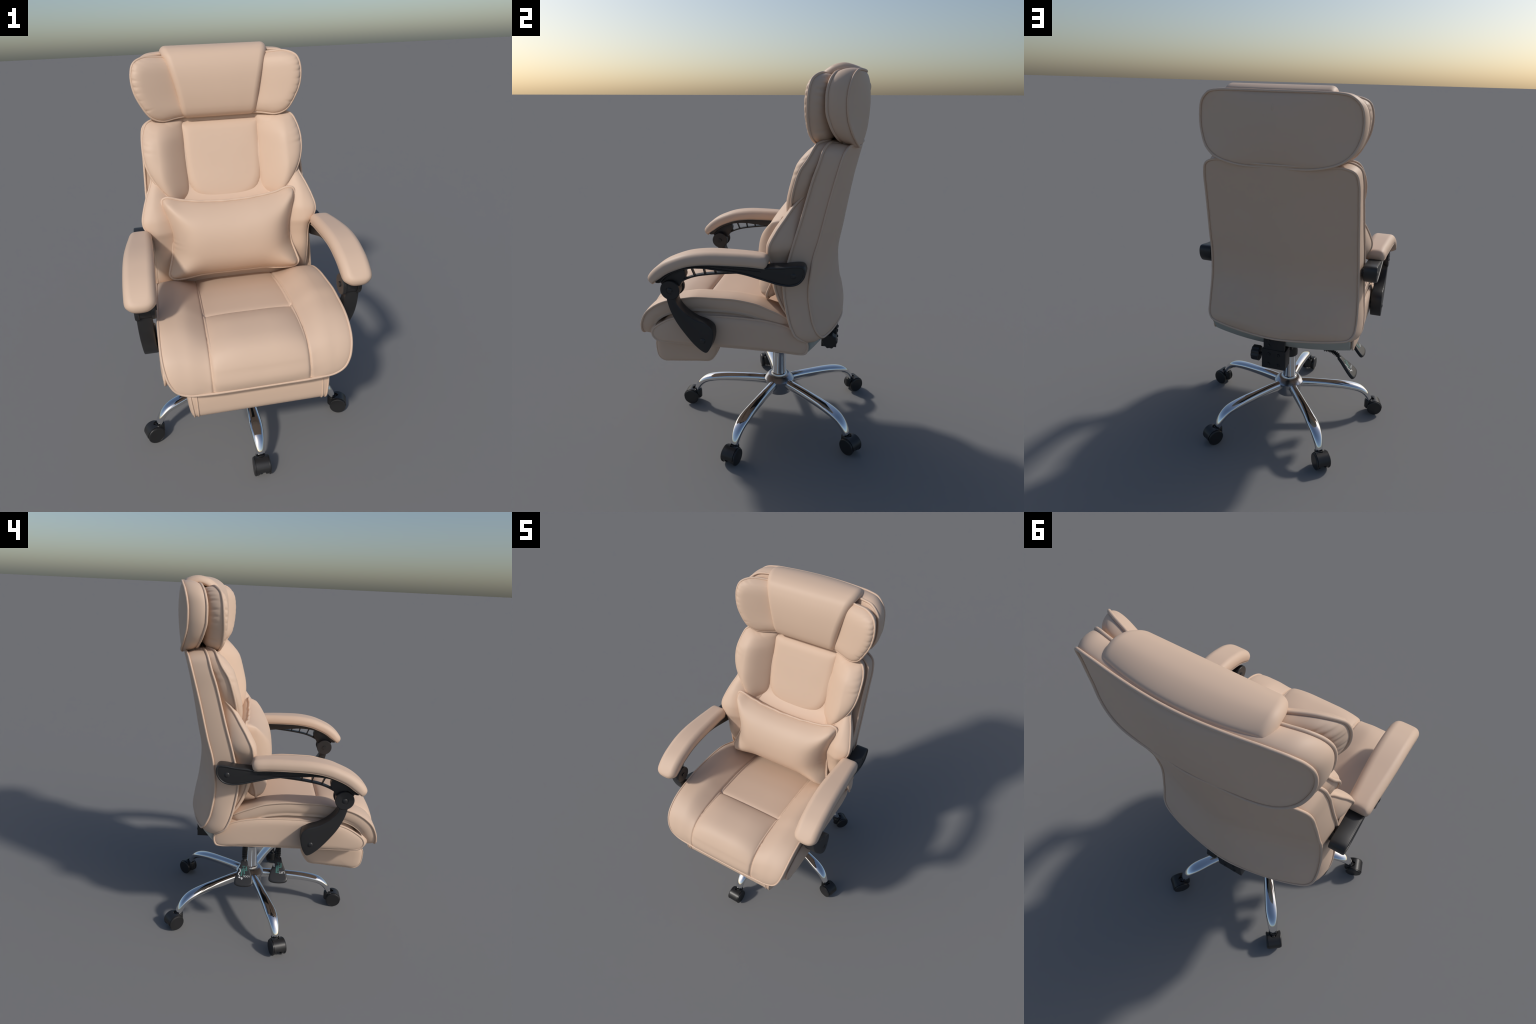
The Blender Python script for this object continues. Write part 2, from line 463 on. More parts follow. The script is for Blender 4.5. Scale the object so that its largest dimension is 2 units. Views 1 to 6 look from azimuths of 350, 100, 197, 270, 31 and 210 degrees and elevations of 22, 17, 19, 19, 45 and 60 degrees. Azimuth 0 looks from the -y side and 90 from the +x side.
# ---- flap that folds over the top of the headrest
flap_sp = spline([(.520, 1.962), (.505, 1.978), (.475, 1.992), (.435, 1.999), (.395, 1.994), (.358, 1.980), (.328, 1.956), (.309, 1.915), (.299, 1.865), (.297, 1.80),
                  (.302, 1.74), (.313, 1.69), (.328, 1.664), (.352, 1.649), (.39, 1.645)], 200)
fl_len = np.concatenate([[0], np.cumsum(np.linalg.norm(np.diff(flap_sp, axis=0), axis=1))])
fl_L = fl_len[-1]
fl_tan = np.gradient(flap_sp, axis=0)
fl_tan /= np.linalg.norm(fl_tan, axis=1)[:, None]
fl_nrm = np.stack([fl_tan[:, 1], -fl_tan[:, 0]], axis=1)
fl_nrm *= np.sign(fl_nrm[50, 1])            # outward: up on the top
def flap_pos(a, b, h):
    y = np.interp(b, fl_len, flap_sp[:, 0])
    z = np.interp(b, fl_len, flap_sp[:, 1])
    ny = np.interp(b, fl_len, fl_nrm[:, 0])
    nz = np.interp(b, fl_len, fl_nrm[:, 1])
    back = np.clip(1 - b / .18, 0, 1)
    y = y + back * (.012 - .04 * (np.abs(a) / .27) ** 2)
    return xyz(a, y + ny * h, z + nz * h)
def rounded_strip(widths, L, r, n):
    """Outline in (x, s): half-width table over s, rounded corners of radius r."""
    W = fn(widths)
    half = [(0, 0), (W(0) - 2 * r, 0), (W(0) - r, 0.0), (W(r) - r * .3, r * .3), (W(r), r)]
    half += [(float(W(s)), s) for s in np.linspace(2 * r, L - 2 * r, 9)]
    half += [(W(L - r), L - r), (W(L) - r * .3, L - r * .3), (W(L) - r, L), (W(L) - 2 * r, L), (0, L)]
    return mirrored([(float(x), float(s)) for x, s in half], n)
fl_out = rounded_strip([(0, .275), (.12, .273), (.2, .258), (.3, .234), (.42, .208), (fl_L, .188)], fl_L, .014, 360)
FH = .030
def fl_top(a, b, d, s):
    return flap_pos(a, b, -FH + FH * puff(d, .032))
def fl_bot(a, b, d, s):
    return flap_pos(a, b, -FH - .012 * puff(d, .03))
pad("headrest_flap", fl_out, (0, fl_L * .5), fl_top, fl_bot, LEATHER, headrest, rings=80, low_rings=20)

# ================================================================== LUMBAR PILLOW
pl_out = mirrored([(0, 1.243), (.14, 1.250), (.25, 1.266), (.312, 1.283), (.336, 1.277), (.342, 1.252), (.328, 1.185), (.308, 1.09), (.313, 1.0),
                   (.334, .925), (.341, .893), (.325, .872), (.27, .866), (.14, .868), (0, .868)], 420)
pl_edge = fn([(1.29, .162), (1.24, .153), (1.08, .139), (.95, .130), (.86, .124)])
pk_pl = [(.262, 1.0), (.25, .6), (.275, .6), (.738, 1.0), (.75, .6), (.725, .6)]
def pl_rim(a, b):
    return pl_edge(b) - .034 * smooth((np.abs(a) - .14) / .18) * smooth((1.02 - b) / .13)
def pl_front(a, b, d, s):
    h = (.130 - .012 * smooth((1.1 - b) / .2)) * puff(d, .165, .56 + .14 * smooth((1.08 - b) / .2) + .10 * smooth((np.abs(a) - .12) / .15))
    return xyz(a, pl_rim(a, b) - h + puckers(s, d, pk_pl, .007, .018, .004), b)
def pl_back(a, b, d, s):
    return xyz(a, pl_rim(a, b) + .09 * puff(d, .15, .55), b)
pillow = pad("lumbar_pillow", pl_out, (0, 1.06), pl_front, pl_back, LEATHER, chair, rings=70, low_rings=36)
pn = outward(pl_out)
wob = .0015 * np.sin(np.arange(420) / 420 * TAU * 17) + .001 * np.sin(np.arange(420) / 420 * TAU * 31 + 1)
piping(xyz(pl_out[:, 0] + pn[:, 0] * .003, pl_rim(pl_out[:, 0], pl_out[:, 1]) + wob, pl_out[:, 1] + pn[:, 1] * .003), pillow, .0068)

# ================================================================== SEAT
side_pts = [(.25, .765), (.19, .805), (.116, .838), (.03, .868), (-.10, .882), (-.25, .880), (-.34, .866), (-.43, .844), (-.50, .806), (-.548, .757), (-.575, .69), (-.585, .618)]
mid_pts = [(.25, .79), (.19, .792), (.116, .799), (0, .810), (-.11, .815), (-.265, .816), (-.36, .812), (-.46, .799), (-.537, .771), (-.582, .716), (-.595, .66), (-.590, .618)]
KS = .092                                     # nominal length of one spine step
def by_step(pts):
    y = fn([(i, p[0]) for i, p in enumerate(pts)])
    z = fn([(i, p[1]) for i, p in enumerate(pts)])
    return lambda t: np.stack([y(t), z(t)], axis=-1)
seat_side, seat_mid = by_step(side_pts), by_step(mid_pts)
def seat_frame(a, b):
    t = b / KS
    g = np.clip((np.abs(a) - .205) / .135, 0, 1)
    G = .6 * (1 - np.sqrt(np.clip(1 - (1 - g) ** 2, 0, 1))) + .4 * (1 - smooth(g))   # 1 in the middle, 0 out on the bolsters
    P = seat_side(t) * (1 - G)[..., None] + seat_mid(t) * G[..., None]
    e = .05
    T = (seat_side(t + e) - seat_side(t - e))
    T = T / (np.linalg.norm(T, axis=-1)[..., None] + 1e-9)
    N = np.stack([T[..., 1], -T[..., 0]], axis=-1)     # walking forward (-y): outward is up
    return P, N, G
def seat_pos(a, b, h):
    P, N, _ = seat_frame(a, b)
    return xyz(a, P[..., 0] + N[..., 0] * h, P[..., 1] + N[..., 1] * h)
SL = 11 * KS
st_out = mirrored([(0, 0), (.32, 0), (.375, .012), (.400, .06), (.411, .16), (.414, .32), (.414, .58), (.413, .72), (.410, .80), (.404, .86),
                   (.390, .925), (.366, .975), (.325, 1.003), (.25, SL), (0, SL)], 640)
def seat_top(a, b, d, s):
    ax = np.abs(a)
    t = b / KS
    h = .010 * puff(d, .06) * smooth((ax - .21) / .1)
    h = h - .009 * np.exp(-np.clip(.215 - ax, 0, 1) / .006 - np.clip(ax - .215, 0, 1) / .002)                         # long seams
    cross = np.exp(-np.abs(t - 5) * KS / .006)
    mid = smooth((.218 - ax) / .006)
    h = h - mid * .010 * cross                                                # cross seam
    swell = puff(np.abs(t - 5) * KS, .14, .6) * puff(np.clip(.215 - ax, 0, 1), .15, .6) * puff(np.clip(SL - b, 0, 1), .12, .6)
    dome = np.where(t > 5, .033 * (1 - .75 * smooth((t - 7.2) / 2.2)), .008)
    h = h + mid * dome * swell                                                # quilted panels
    return seat_pos(a, b, h)
def seat_low(a, b, d, s):
    return seat_pos(a, b, -.074 + 0 * a)
so = outward(st_out)
wall = []
for o, h in ((.002, -.006), (.004, -.022), (.004, -.038), (-.001, -.056), (-.012, -.071)):
    q = st_out + so * o
    wall.append(seat_pos(st_out[:, 0], st_out[:, 1], h + 0 * so[:, 0]) + xyz(so[:, 0] * o, 0 * so[:, 0], 0 * so[:, 0]))
seat = pad("seat_cushion", st_out, (0, SL * .5), seat_top, seat_low, LEATHER, chair, rings=190, low_rings=24, power=1.1, wall=wall)
piping(seat_pos(st_out[:, 0], st_out[:, 1], .001) + xyz(so[:, 0] * .003, 0 * so[:, 0], 0 * so[:, 0]), seat, .0055)

# ================================================================== SEAT BASE
base_out = spline([(.300, .69), (.233, .742), (.126, .772), (0, .783), (-.2, .781), (-.386, .755), (-.465, .715), (-.504, .68), (-.508, .65), (-.485, .625), (-.42, .618),
                   (-.2, .618), (0, .618), (.2, .614), (.27, .611), (.299, .617), (.310, .645), (.308, .67)], 200, closed=True)
def build_base():
    c = np.array((-.1, .695))
    rings = []
    bw = .413
    for r in (.15, .4, .65, .8, .9, .95, .985, 1.0):
        q = c + r * (base_out - c)
        x = -(bw + .017 * puff(1 - r, .35, .7))
        rings.append(xyz(x + 0 * q[:, 0], q[:, 0], q[:, 1]))
    for x in sorted([-bw + .004, -bw + .012, -bw + .022, -bw + .034, bw - .034, bw - .022, bw - .012, bw - .004] + list(np.linspace(-bw + .05, bw - .05, 12))):
        q = base_out + outward(base_out) * (-.004)
        crown = np.maximum(smooth((q[:, 1] - .70) / .06), smooth((-.44 - q[:, 0]) / .05) * smooth((q[:, 1] - .62) / .03))
        q = q + outward(base_out) * (crown * .028 * smooth((bw - abs(x)) / .030))[:, None]
        rings.append(xyz(x + 0 * q[:, 0], q[:, 0], q[:, 1]))
    for r in (1.0, .985, .95, .9, .8, .65, .4, .15):
        q = c + r * (base_out - c)
        x = bw + .017 * puff(1 - r, .35, .7)
        rings.append(xyz(x + 0 * q[:, 0], q[:, 0], q[:, 1]))
    o = ring_mesh("seat_base", rings, LEATHER, chair, sharp=50)
    for sx in (1, -1):
        piping(xyz(sx * bw + 0 * base_out[:, 0], base_out[:, 0], base_out[:, 1]), o, .0058)
    return o
seat_base = build_base()
# underside cloth that closes the gap behind, below the back
rings = []
for x in np.linspace(-.402, .402, 41):
    k = 1 - (x / .41) ** 2
    rings.append([(x, .25, .607), (x, .296 + .085 * k, .609), (x, .300 + .088 * k, .613), (x, .365 + .085 * k, .695), (x, .33, .71), (x, .25, .70)])
ring_mesh("underside_cloth", rings, FABRIC, seat_base, sharp=30)

# ================================================================== FOOTREST
foot_out = spline([(-.529, .568), (-.533, .515), (-.524, .468), (-.50, .448), (-.44, .450), (-.30, .463), (-.232, .471), (-.205, .500), (-.182, .55), (-.182, .572),
                   (-.205, .580), (-.35, .581), (-.515, .581)], 160, closed=True)
def build_foot():
    taper = lambda z: 1 - .035 * np.clip((.58 - z) / .125, 0, 1)
    c = np.array((-.36, .535))
    rings = []
    prof = [(.3, .334), (.7, .332), (.86, .328), (.95, .322), (.985, .316), (1.0, .309)]
    for r, x in prof:
        q = c + r * (foot_out - c)
        rings.append(xyz(-x * taper(q[:, 1]), q[:, 0], q[:, 1]))
    for x in np.linspace(-.30, .30, 16):
        rings.append(xyz(x * taper(foot_out[:, 1]), foot_out[:, 0], foot_out[:, 1]))
    for r, x in prof[::-1]:
        q = c + r * (foot_out - c)
        rings.append(xyz(x * taper(q[:, 1]), q[:, 0], q[:, 1]))
    o = ring_mesh("footrest", rings, LEATHER, chair, sharp=60)
    for sx in (1, -1):
        for x, sc in ((.313, 1.0), (.286, 1.0)):
            q = c + sc * (foot_out - c)
            piping(xyz(sx * x * taper(q[:, 1]) * (1 + (.03 * np.clip((.58 - q[:, 1]) / .125, 0, 1) if x < .3 else 0)), q[:, 0], q[:, 1]), o, .0042)
        box("slide_rail", (sx * .30 - .012, -.49, .579), (sx * .30 + .012, -.30, .620), STEEL, o, .001)
    return o
build_foot()

# ================================================================== ARMRESTS
frame_pts = [(-.437, .981), (-.42, 1.006), (-.38, 1.044), (-.335, 1.068), (-.266, 1.087), (-.19, 1.094), (-.046, 1.092), (.045, 1.087), (.10, 1.089), (.14, 1.094), (.20, 1.099),
             (.262, 1.108), (.288, 1.106), (.300, 1.088), (.297, 1.052), (.270, 1.016), (.228, 1.002), (.18, 1.005), (.09, 1.027), (0, 1.048), (-.12, 1.059), (-.197, 1.065),
             (-.275, 1.058), (-.34, 1.036), (-.385, 1.007), (-.412, .979)]
low_pts = [(-.385, .925), (-.383, .895), (-.369, .84), (-.340, .777), (-.296, .713), (-.247, .655), (-.208, .624), (-.190, .619), (-.176, .634), (-.160, .67), (-.152, .715),
           (-.158, .752), (-.186, .776), (-.25, .800), (-.305, .840), (-.336, .885), (-.340, .925)]
brace_pts = [(-.418, .990), (-.385, 1.015), (-.330, 1.045), (-.296, 1.050), (-.285, 1.025), (-.305, .985), (-.325, .955), (-.362, .935), (-.398, .955)]
pad_top = spline([(.127, 1.139), (.10, 1.145), (.04, 1.150), (-.066, 1.153), (-.18, 1.151), (-.267, 1.138), (-.33, 1.117), (-.388, 1.090), (-.434, 1.056), (-.470, 1.016), (-.486, .990)], 160)
ap_len = np.concatenate([[0], np.cumsum(np.linalg.norm(np.diff(pad_top, axis=0), axis=1))])
AL = ap_len[-1]
ap_t = np.gradient(pad_top, axis=0)
ap_t /= np.linalg.norm(ap_t, axis=1)[:, None]
ap_n = np.stack([ap_t[:, 1], -ap_t[:, 0]], axis=1)
ap_n *= np.sign(ap_n[40, 1])
arm_half = [(0, 0), (.030, 0), (.046, .005), (.054, .022), (.058, .09), (.064, .2), (.068, .32), (.068, AL - .085)]
for q in np.radians((15, 30, 45, 60, 75)):
    arm_half.append((.068 * math.cos(q) ** .75, AL - .07 + .07 * math.sin(q) ** .75))
arm_out = mirrored(arm_half + [(0, AL)], 240)

def build_arm(sx):
    frame = plate("armrest", frame_pts, sx * .436, sx * .5035, BLACK, chair, bevel=.003, segs=3, smooth_n=160)
    fo = spline(frame_pts, 240, closed=True)
    fi = fo - outward(fo) * .0055
    tube('armrest_rim', xyz(sx * .5035 + 0 * fi[:, 0], fi[:, 0], fi[:, 1]), .0046, BLACK, frame, closed=True, segs=12)
    ridge = spline([(-.418, .989), (-.376, 1.028), (-.335, 1.051), (-.266, 1.072), (-.19, 1.079), (-.1, 1.077), (0, 1.072), (.09, 1.066)], 60)
    tube('ridge', xyz(sx * .5035 + 0 * ridge[:, 0], ridge[:, 0], ridge[:, 1]), .0026, BLACK, frame, closed=False, segs=8)
    # cushion
    def ap_pos(a, b, h):
        y, z = np.interp(b, ap_len, pad_top[:, 0]), np.interp(b, ap_len, pad_top[:, 1])
        ny, nz = np.interp(b, ap_len, ap_n[:, 0]), np.interp(b, ap_len, ap_n[:, 1])
        cx = .468 + .007 * np.clip(b / AL, 0, 1)
        return xyz(sx * (cx + a), y + ny * h, z + nz * h)
    TH = .035
    top = lambda a, b, d, s: ap_pos(a, b, -TH + TH * puff(d, .034))
    under = lambda b: .0555 - .014 * smooth((b - AL + .10) / .10)
    low = lambda a, b, d, s: ap_pos(a, b, -under(b))
    on = outward(arm_out)
    wall = [ap_pos(arm_out[:, 0] - on[:, 0] * i, np.clip(arm_out[:, 1] - on[:, 1] * i, 0, AL), -TH - (under(arm_out[:, 1]) - TH) * f) for i, f in ((0, .4), (.002, .75), (.007, .95))]
    core = np.stack([0 * arm_out[:, 0], np.clip(arm_out[:, 1], .06, AL - .06)], axis=1)
    pad("arm_pad", arm_out, core, top, low, LEATHER, frame, rings=30, low_rings=8, power=1.3, wall=wall)
    # thin lower rail with struts under the pad
    path = spline([(-.318, .985), (-.272, 1.008), (-.228, 1.023), (-.17, 1.034), (-.11, 1.042), (-.03, 1.050)], 30)
    n = np.gradient(path, axis=0)
    n = np.stack([-n[:, 1], n[:, 0]], axis=1)
    n /= np.linalg.norm(n, axis=1)[:, None]
    plate("truss_rail", np.concatenate([path + n * .004, (path - n * .004)[::-1]]), sx * .458, sx * .488, BLACK, frame, bevel=.001, segs=1)
    for y0, z0, y1, z1 in ((-.286, 1.000, -.304, 1.045), (-.240, 1.018, -.256, 1.058), (-.188, 1.030, -.196, 1.064), (-.136, 1.038, -.140, 1.062)):
        plate("strut", [(y0 - .0025, z0), (y0 + .0035, z0), (y1 + .0035, z1), (y1 - .0025, z1)], sx * .466, sx * .486, BLACK, frame, bevel=.0008, segs=1)
    plate("pivot_bracket", brace_pts, sx * .450, sx * .490, BLACK, frame, bevel=.003, segs=2, smooth_n=60)
    # lower strut of the arm and its pivot discs
    strut = plate("arm_support", low_pts, sx * .437, sx * .504, BLACK, frame, bevel=.005, segs=3, smooth_n=120)
    py, pz = -.363, .945
    for x0, x1 in ((.488, .508), (.418, .437)):
        lathe("pivot_disc", [(0.0, x0 * sx), (.047, x0 * sx), (.0495, sx * (x0 + .003)), (.0495, sx * (x1 - .003)), (.047, x1 * sx), (.019, x1 * sx), (.018, sx * (x1 - .0015)), (0.0, sx * (x1 - .0015))],
              BLACK, strut, axis="x", at=(0, py, pz))
    lathe("pivot_core", [(0, sx * .437), (.043, sx * .437), (.043, sx * .488), (0, sx * .488)], BLACK, strut, axis="x", at=(0, py, pz))
    for y, z, x in ((py, pz, .506), (-.206, .685, .503), (.244, 1.056, .5015)):
        lathe("bolt", [(0, sx * (x - .004)), (.0135, sx * (x - .004)), (.0135, sx * (x + .002)), (.011, sx * (x + .0045)), (.005, sx * (x + .006)), (0, sx * (x + .0062))],
              BLACK, frame, segs=24, axis="x", at=(0, y, z))
    lathe("bolt", [(0, sx * .412), (.013, sx * .413), (.013, sx * .42), (0, sx * .42)], STEEL, frame, segs=24, axis="x", at=(0, py, pz))
    # mounts into the chair
    lathe("mount", [(0, sx * .38), (.022, sx * .38), (.022, sx * .44), (0, sx * .44)], BLACK, frame, segs=24, axis="x", at=(0, .244, 1.056))
    lathe("mount", [(0, sx * .40), (.022, sx * .40), (.022, sx * .44), (0, sx * .44)], BLACK, frame, segs=24, axis="x", at=(0, -.206, .685))
for sx in (1, -1):
    build_arm(sx)

# ================================================================== STAR BASE
HY = .104
hub = lathe("star_base", [(0, .142), (.060, .142), (.072, .145), (.074, .150), (.076, .205), (.086, .212), (.0885, .220), (.0885, .228), (.066, .252), (.060, .254), (0, .254)], SATIN, chair, at=(0, HY, 0), segs=64)
column = lathe("gas_column", [(0, .24), (.049, .24), (.048, .260), (.045, .265), (.0405, .268), (.0395, .275), (.039, .42), (0, .42)], CHROME, chair, at=(0, HY, 0))
lathe("column_sleeve", [(0, .408), (.044, .408), (.048, .413), (.048, .44), (.046, .45), (.044, .62), (0, .62)], BLACK, column, at=(0, HY, 0))

def leg_mesh():
    path = spline([(.055, .210), (.15, .209), (.24, .205), (.34, .198), (.41, .187), (.455, .172), (.488, .147), (.509, .118), (.519, .096), (.521, .084)], 60)
    L = np.linspace(0, 1, 60)
    w = fn([(0, .026), (.3, .027), (.55, .031), (.70, .034), (.84, .029), (1, .0205)])(L)
    hgt = fn([(0, .030), (.3, .027), (.6, .024), (.8, .021), (.92, .018), (1, .016)])(L)
    rings = []
    T = np.gradient(path, axis=0)
    T /= np.linalg.norm(T, axis=1)[:, None]
    for i in range(60):
        n = np.array((-T[i, 1], T[i, 0]))
        ring = []
        for q in np.arange(32) / 32 * TAU:
            c, s_ = math.cos(q), math.sin(q)
            u = math.copysign(abs(c) ** .85, c) * w[i]
            v = s_ * hgt[i] * (.9 if s_ > 0 else 1.15)
            p = path[i] + n * v
            ring.append((p[0], u, p[1]))
        rings.append(ring)
    return rings
leg_rings = leg_mesh()
first_leg = None
caster_parts = None
DIRS = [-90 + 72 * k for k in range(5)]
RS = .516                                      # stem radius from the hub axis

def wheel_profile(sx):
    return [(0, sx * .015), (.0405, sx * .015), (.0425, sx * .017), (.0425, sx * .0305), (.0455, sx * .032), (.0462, sx * .034), (.0462, sx * .037), (.0440, sx * .0405), (.0405, sx * .042),
            (.0400, sx * .0412), (0, sx * .0418)]

def build_caster(parent):
    """Caster pointing along local +x, stem at the origin, wheels on the floor."""
    cx, cz = .034, .0462
    def prism(name, pts, y0, y1, bevel, mat=WHEEL):
        bm = bmesh.new()
        va = [bm.verts.new((x, y0, z)) for x, z in pts]
        vb = [bm.verts.new((x, y1, z)) for x, z in pts]
        n = len(pts)
        fa, fb = bm.faces.new(va), bm.faces.new(vb[::-1])
        for i in range(n):
            bm.faces.new((va[i], vb[i], vb[(i + 1) % n], va[(i + 1) % n]))
        bmesh.ops.recalc_face_normals(bm, faces=bm.faces)
        bmesh.ops.bevel(bm, geom=[e for f in (fa, fb) for e in f.edges], offset=bevel, segments=2, profile=.5, affect="EDGES", clamp_overlap=True)
        me = bpy.data.meshes.new(name)
        bm.to_mesh(me)
        bm.free()
        return add_mesh(name, me, mat, parent, 35)
    # hood: a curved shell over the treads, hollowed towards the stem so that its sides end in horns
    cols, arcs = 25, 36
    V, F = [], []
    for R in (.0490, .0440):
        for j in range(cols):
            y = -.0325 + .065 * j / (cols - 1)
            xc = .036 - .040 * (abs(y) / .0325) ** 2.0
            a1 = math.acos(max(-1, min(1, (xc - cx) / R)))
            a0 = math.radians(-2)
            for i in range(arcs):
                a = a0 + (a1 - a0) * i / (arcs - 1)
                V.append((cx + R * math.cos(a), y, cz + R * math.sin(a)))
    o2 = cols * arcs
    for j in range(cols - 1):
        for i in range(arcs - 1):
            q = (j * arcs + i, j * arcs + i + 1, (j + 1) * arcs + i + 1, (j + 1) * arcs + i)
            F += [q, tuple(k + o2 for k in q[::-1])]
        for i in (0, arcs - 1):
            F.append((j * arcs + i, (j + 1) * arcs + i, (j + 1) * arcs + i + o2, j * arcs + i + o2))
    for j in (0, cols - 1):
        for i in range(arcs - 1):
            F.append((j * arcs + i, j * arcs + i + 1, j * arcs + i + 1 + o2, j * arcs + i + o2))
    from_data("caster_hood", V, F, WHEEL, parent, 35)
    web = [(cx + .043 * math.cos(a), cz + .043 * math.sin(a)) for a in np.radians(np.linspace(5, 88, 18))]
    web += [(.012, .080), (-.014, .080), (-.014, .040), (cx - .012, cz - .010), (cx + .012, cz - .010), (cx + .03, cz)]
    w = prism("caster_web", web, -.009, .009, .001)
    for sy in (1, -1):
        wh = lathe("wheel", wheel_profile(sy), WHEEL, parent, segs=48, axis="y", at=(cx, 0, cz), sharp=30)
    lathe("caster_collar", [(0, .032), (.020, .032), (.0245, .038), (.0245, .084), (.0225, .088), (.015, .088), (.014, .080), (0, .080)], WHEEL, parent, segs=28)
    lathe("caster_stem", [(0, .078), (.0135, .080), (.0130, .090), (.0105, .098), (.0095, .106), (0, .107)], CHROME, parent, segs=24)

made = None
for k, deg in enumerate(DIRS):
    M = Matrix.Translation((0, HY, 0)) @ Matrix.Rotation(math.radians(deg), 4, "Z")
    if k == 0:
        leg = ring_mesh("leg", leg_rings, CHROME, hub, sharp=None)
        leg_data = leg.data
    else:
        leg = bpy.data.objects.new("leg", leg_data)
        bpy.context.collection.objects.link(leg)
        leg.parent = hub
    leg.matrix_world = M
    c = bpy.data.objects.new("caster", None)
    bpy.context.collection.objects.link(c)
    c.parent = chair
    c.matrix_world = M @ Matrix.Translation((RS, 0, 0)) @ Matrix.Rotation(math.radians(rng.uniform(-2, 2)), 4, "Z")
    if made is None:
        build_caster(c)
        made = [o for o in bpy.data.objects if o.parent == c]
    else:
        for o in made:
            q = o.copy()
            bpy.context.collection.objects.link(q)
            q.parent = c

# ================================================================== TILT MECHANISM
mech = box("tilt_mechanism", (-.075, -.05, .56), (.075, .33, .63), STEEL, chair, .004)
box("rear_bracket", (-.069, .355, .489), (.069, .440, .604), STEEL, mech, .004)
box("back_bar", (-.061, .418, .600), (.061, .437, .72), STEEL, mech, .003)
box("link_bar", (-.058, .20, .545), (.058, .38, .60), STEEL, mech, .003)
for x in (-.028, .028):
    for z in (.515, .577):
        lathe("bolt", [(0, .436), (.0085, .436), (.0085, .443), (.0065, .446), (.003, .446), (.003, .4445), (0, .4445)], STEEL, mech, segs=20, axis="y", at=(x, 0, z))
for z in (.628, .655):
    lathe("bolt", [(0, .435), (.0075, .435), (.0075, .441), (0, .443)], STEEL, mech, segs=20, axis="y", at=(.03, 0, z))
knob_rings = []
for x, r in ((.088, .020), (.088, .038), (.092, .042), (.130, .0415), (.135, .037), (.135, .012)):
    knob_rings.append([(x, .405 + r * (1 + .045 * math.cos(10 * q)) * math.cos(q), .553 + r * (1 + .045 * math.cos(10 * q)) * math.sin(q)) for q in np.arange(80) / 80 * TAU])
knob = ring_mesh("tension_knob", knob_rings, BLACK, mech, sharp=35)
lathe("knob_shaft", [(0, .06), (.008, .06), (.008, .09), (0, .09)], STEEL, knob, segs=16, axis="x", at=(0, .405, .553))

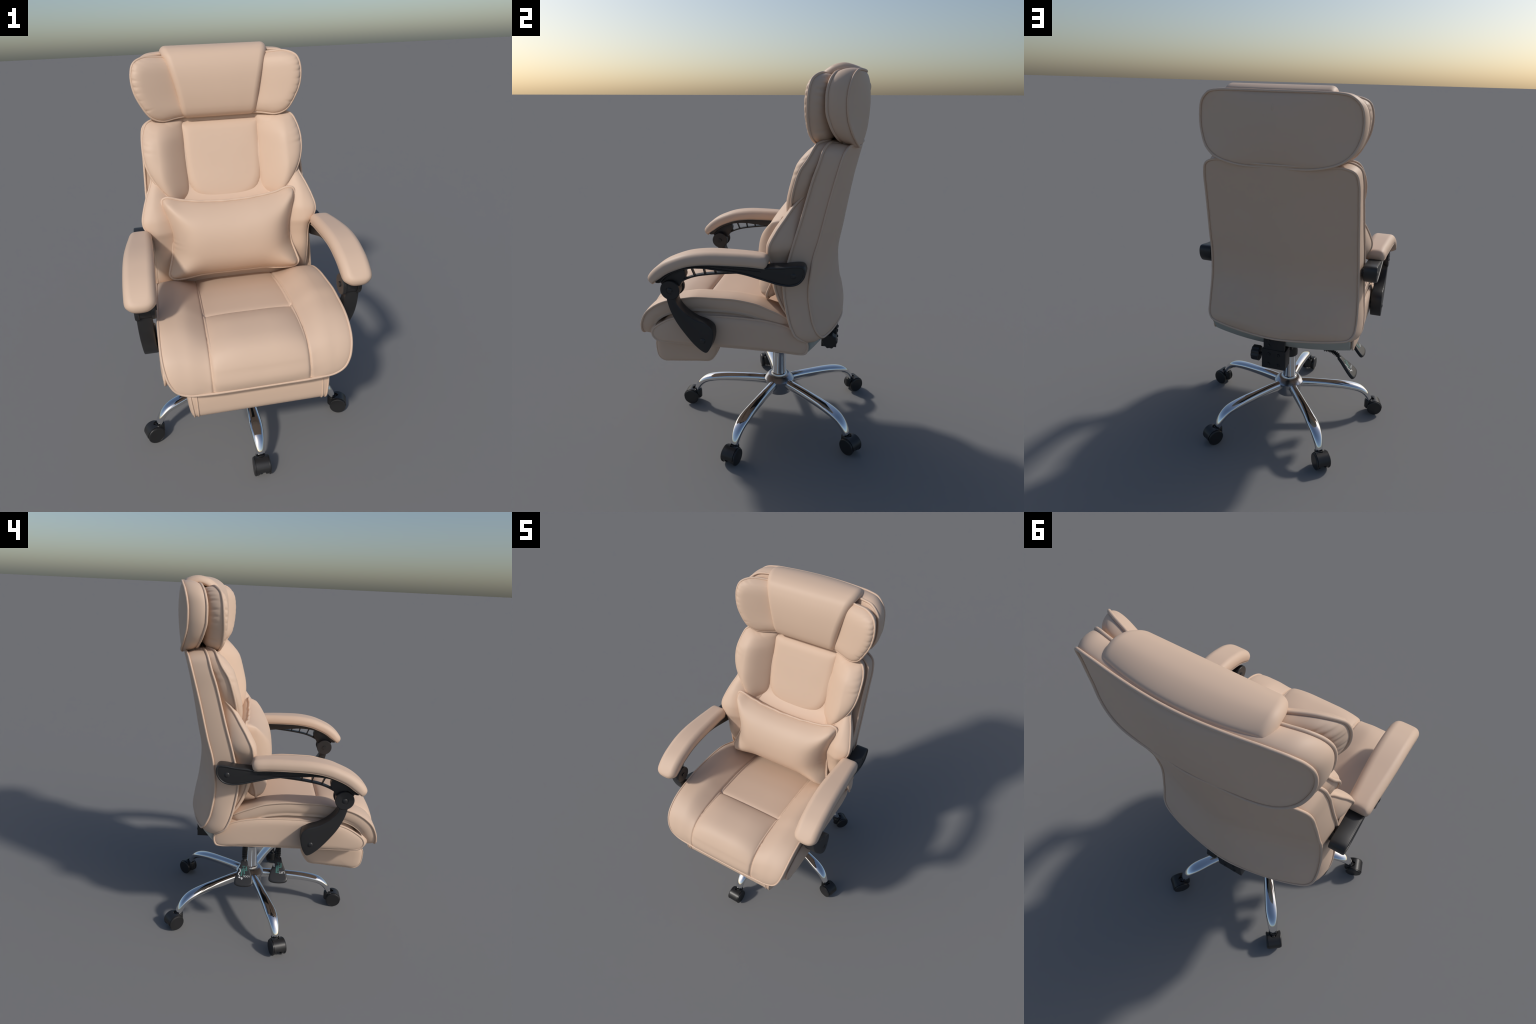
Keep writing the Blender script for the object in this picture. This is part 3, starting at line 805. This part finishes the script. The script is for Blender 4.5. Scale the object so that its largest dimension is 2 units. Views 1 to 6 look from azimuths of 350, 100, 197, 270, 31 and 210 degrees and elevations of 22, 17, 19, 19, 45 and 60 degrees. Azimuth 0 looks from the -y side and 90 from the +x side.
# ================================================================== LEVERS
def build_lever(y, top, bottom, elbow, text):
    """Paddle lever hanging on a corrugated sleeve; labels are thin raised prints."""
    top, bottom, elbow = (np.array((p[0], y, p[1])) for p in (top, bottom, elbow))
    v = bottom - top
    L = np.linalg.norm(v)
    v /= L
    u = np.array((0, -1.0, 0))                  # to the right as seen from the -x side
    n = np.cross(u, v)
    if n[0] > 0:
        n = -n
    W = fn([(-.01, .013), (0, .016), (.03, .023), (.07, .038), (.10, .048), (.125, .053), (.14, .0535), (L - .004, .046)])
    half = [(0, 0), (.010, 0), (.016, .002)] + [(float(W(s)), s) for s in np.linspace(.012, L - .022, 9)] + [(.050, L - .010), (.038, L - .002), (.018, L + .002), (0, L + .003)]
    O = mirrored(half, 140)
    cen = np.array((0, L * .6))
    rings = []
    for r, h in ((.3, .0095), (.8, .0095), (.94, .009), (.985, .0065), (1.0, .002), (1.0, -.006), (.97, -.0095), (.8, -.0095), (.3, -.0095)):
        q = cen + r * (O - cen)
        bend = .012 * smooth(1 - q[:, 1] / .06)
        rings.append(top + q[:, :1] * u + q[:, 1:] * v + (h * (.8 + .2 * r) - bend * 0)[:, None] * n if hasattr(h, "__len__") else top + q[:, :1] * u + q[:, 1:] * v + h * n)
    lever = ring_mesh("lever", rings, BLACK, chair, sharp=50)
    # neck and corrugated sleeve
    path = spline([top + v * .012, top - v * .015, top * .45 + elbow * .55 + np.array((0, 0, .012)), elbow], 180)
    s = np.linspace(0, 1, 180)
    tube("bellows", path, .0122 + .0038 * np.where(s > .16, np.sin(s * TAU * 11), -.2), BLACK, lever, closed=False, segs=20)
    rod = spline([elbow, (elbow + np.array((-.06, y, .59))) / 2, np.array((-.06, y, .59))], 12)
    tube("rod", rod, .006, STEEL, lever, closed=False, segs=12)

    def bar(p, q, w, mat, h=.0012):
        p, q = np.array(p, float), np.array(q, float)
        t = (q - p) / (np.linalg.norm(q - p) + 1e-9)
        m = np.array((-t[1], t[0])) * w / 2
        c = [p + m, q + m, q - m, p - m]
        V = [top + a[0] * u + a[1] * v + k * n for k in (.0088, .0095 + h) for a in c]
        from_data("print_mark", V, [(0, 1, 2, 3), (4, 5, 6, 7), (0, 1, 5, 4), (1, 2, 6, 5), (2, 3, 7, 6), (3, 0, 4, 7)], mat, lever, 30)
    def poly(pts, w, mat):
        for a, b in zip(pts[:-1], pts[1:]):
            bar(a, b, w, mat)
    if text == "LOCK":
        o = (.0, .055)
        poly([(-.010, .040), (.006, .040)], .004, GREEN)
        poly([(-.002, .040), (-.003, .054)], .003, GREEN)
        poly([(-.010, .057), (.012, .055)], .005, GREEN)
        poly([(-.010, .055), (-.014, .096)], .008, GREEN)
        poly([(.000, .060), (.004, .084)], .008, GREEN)
        poly([(.012, .041), (.017, .065)], .006, GREEN)
        poly([(.004, .064), (.019, .065)], .005, GREEN)
        poly([(.001, .089), (.002, .096)], .008, GREEN)
        poly([(-.024, .053), (-.020, .066), (-.022, .074), (-.030, .081), (-.030, .088), (-.022, .095)], .0042, WHITE)
        poly([(-.028, .102), (-.020, .106)], .008, WHITE)
        poly([(-.016, .107), (-.006, .112)], .007, WHITE)
        poly([(-.009, .104), (-.011, .117)], .0035, WHITE)
        tx, size = (.034, .103), .0135
    else:
        poly([(-.006, .038), (.008, .038)], .004, GREEN)
        poly([(.001, .038), (.001, .054)], .003, GREEN)
        poly([(-.012, .056), (.008, .054)], .005, GREEN)
        poly([(-.009, .056), (-.010, .096)], .007, GREEN)
        poly([(.000, .056), (-.001, .084)], .007, GREEN)
        poly([(.016, .038), (.016, .062)], .006, GREEN)
        poly([(.004, .063), (.018, .063)], .005, GREEN)
        poly([(.000, .088), (.000, .096)], .008, GREEN)
        poly([(-.0235, .042), (-.0235, .060)], .0045, WHITE)
        poly([(-.029, .045), (-.018, .045)], .003, WHITE)
        poly([(-.029, .057), (-.018, .057)], .003, WHITE)
        tx, size = (.037, .098), .0175
    cu = bpy.data.curves.new("word", "FONT")
    cu.body = text
    cu.size = size
    cu.extrude = .0010
    tmp = bpy.data.objects.new("word_source", cu)
    bpy.context.collection.objects.link(tmp)
    bpy.context.view_layer.update()
    me = bpy.data.meshes.new_from_object(tmp.evaluated_get(bpy.context.evaluated_depsgraph_get()))
    bpy.data.objects.remove(tmp)
    # the print stands upside down: it reads towards +y, letters point down the paddle
    org = top + tx[0] * u + (tx[1] - size * .72) * v + .0098 * n
    M = Matrix((( -u[0], v[0], n[0], org[0]), (-u[1], v[1], n[1], org[1]), (-u[2], v[2], n[2], org[2]), (0, 0, 0, 1)))
    me.transform(M)
    me.name = "print_word"
    add_mesh("print_word", me, WHITE, lever, 30)

build_lever(.140, (-.312, .469), (-.419, .361), (-.220, .503), "LOCK")
build_lever(-.052, (-.332, .509), (-.438, .406), (-.240, .545), "LIFT")

# stand exactly on the floor
bpy.context.view_layer.update()
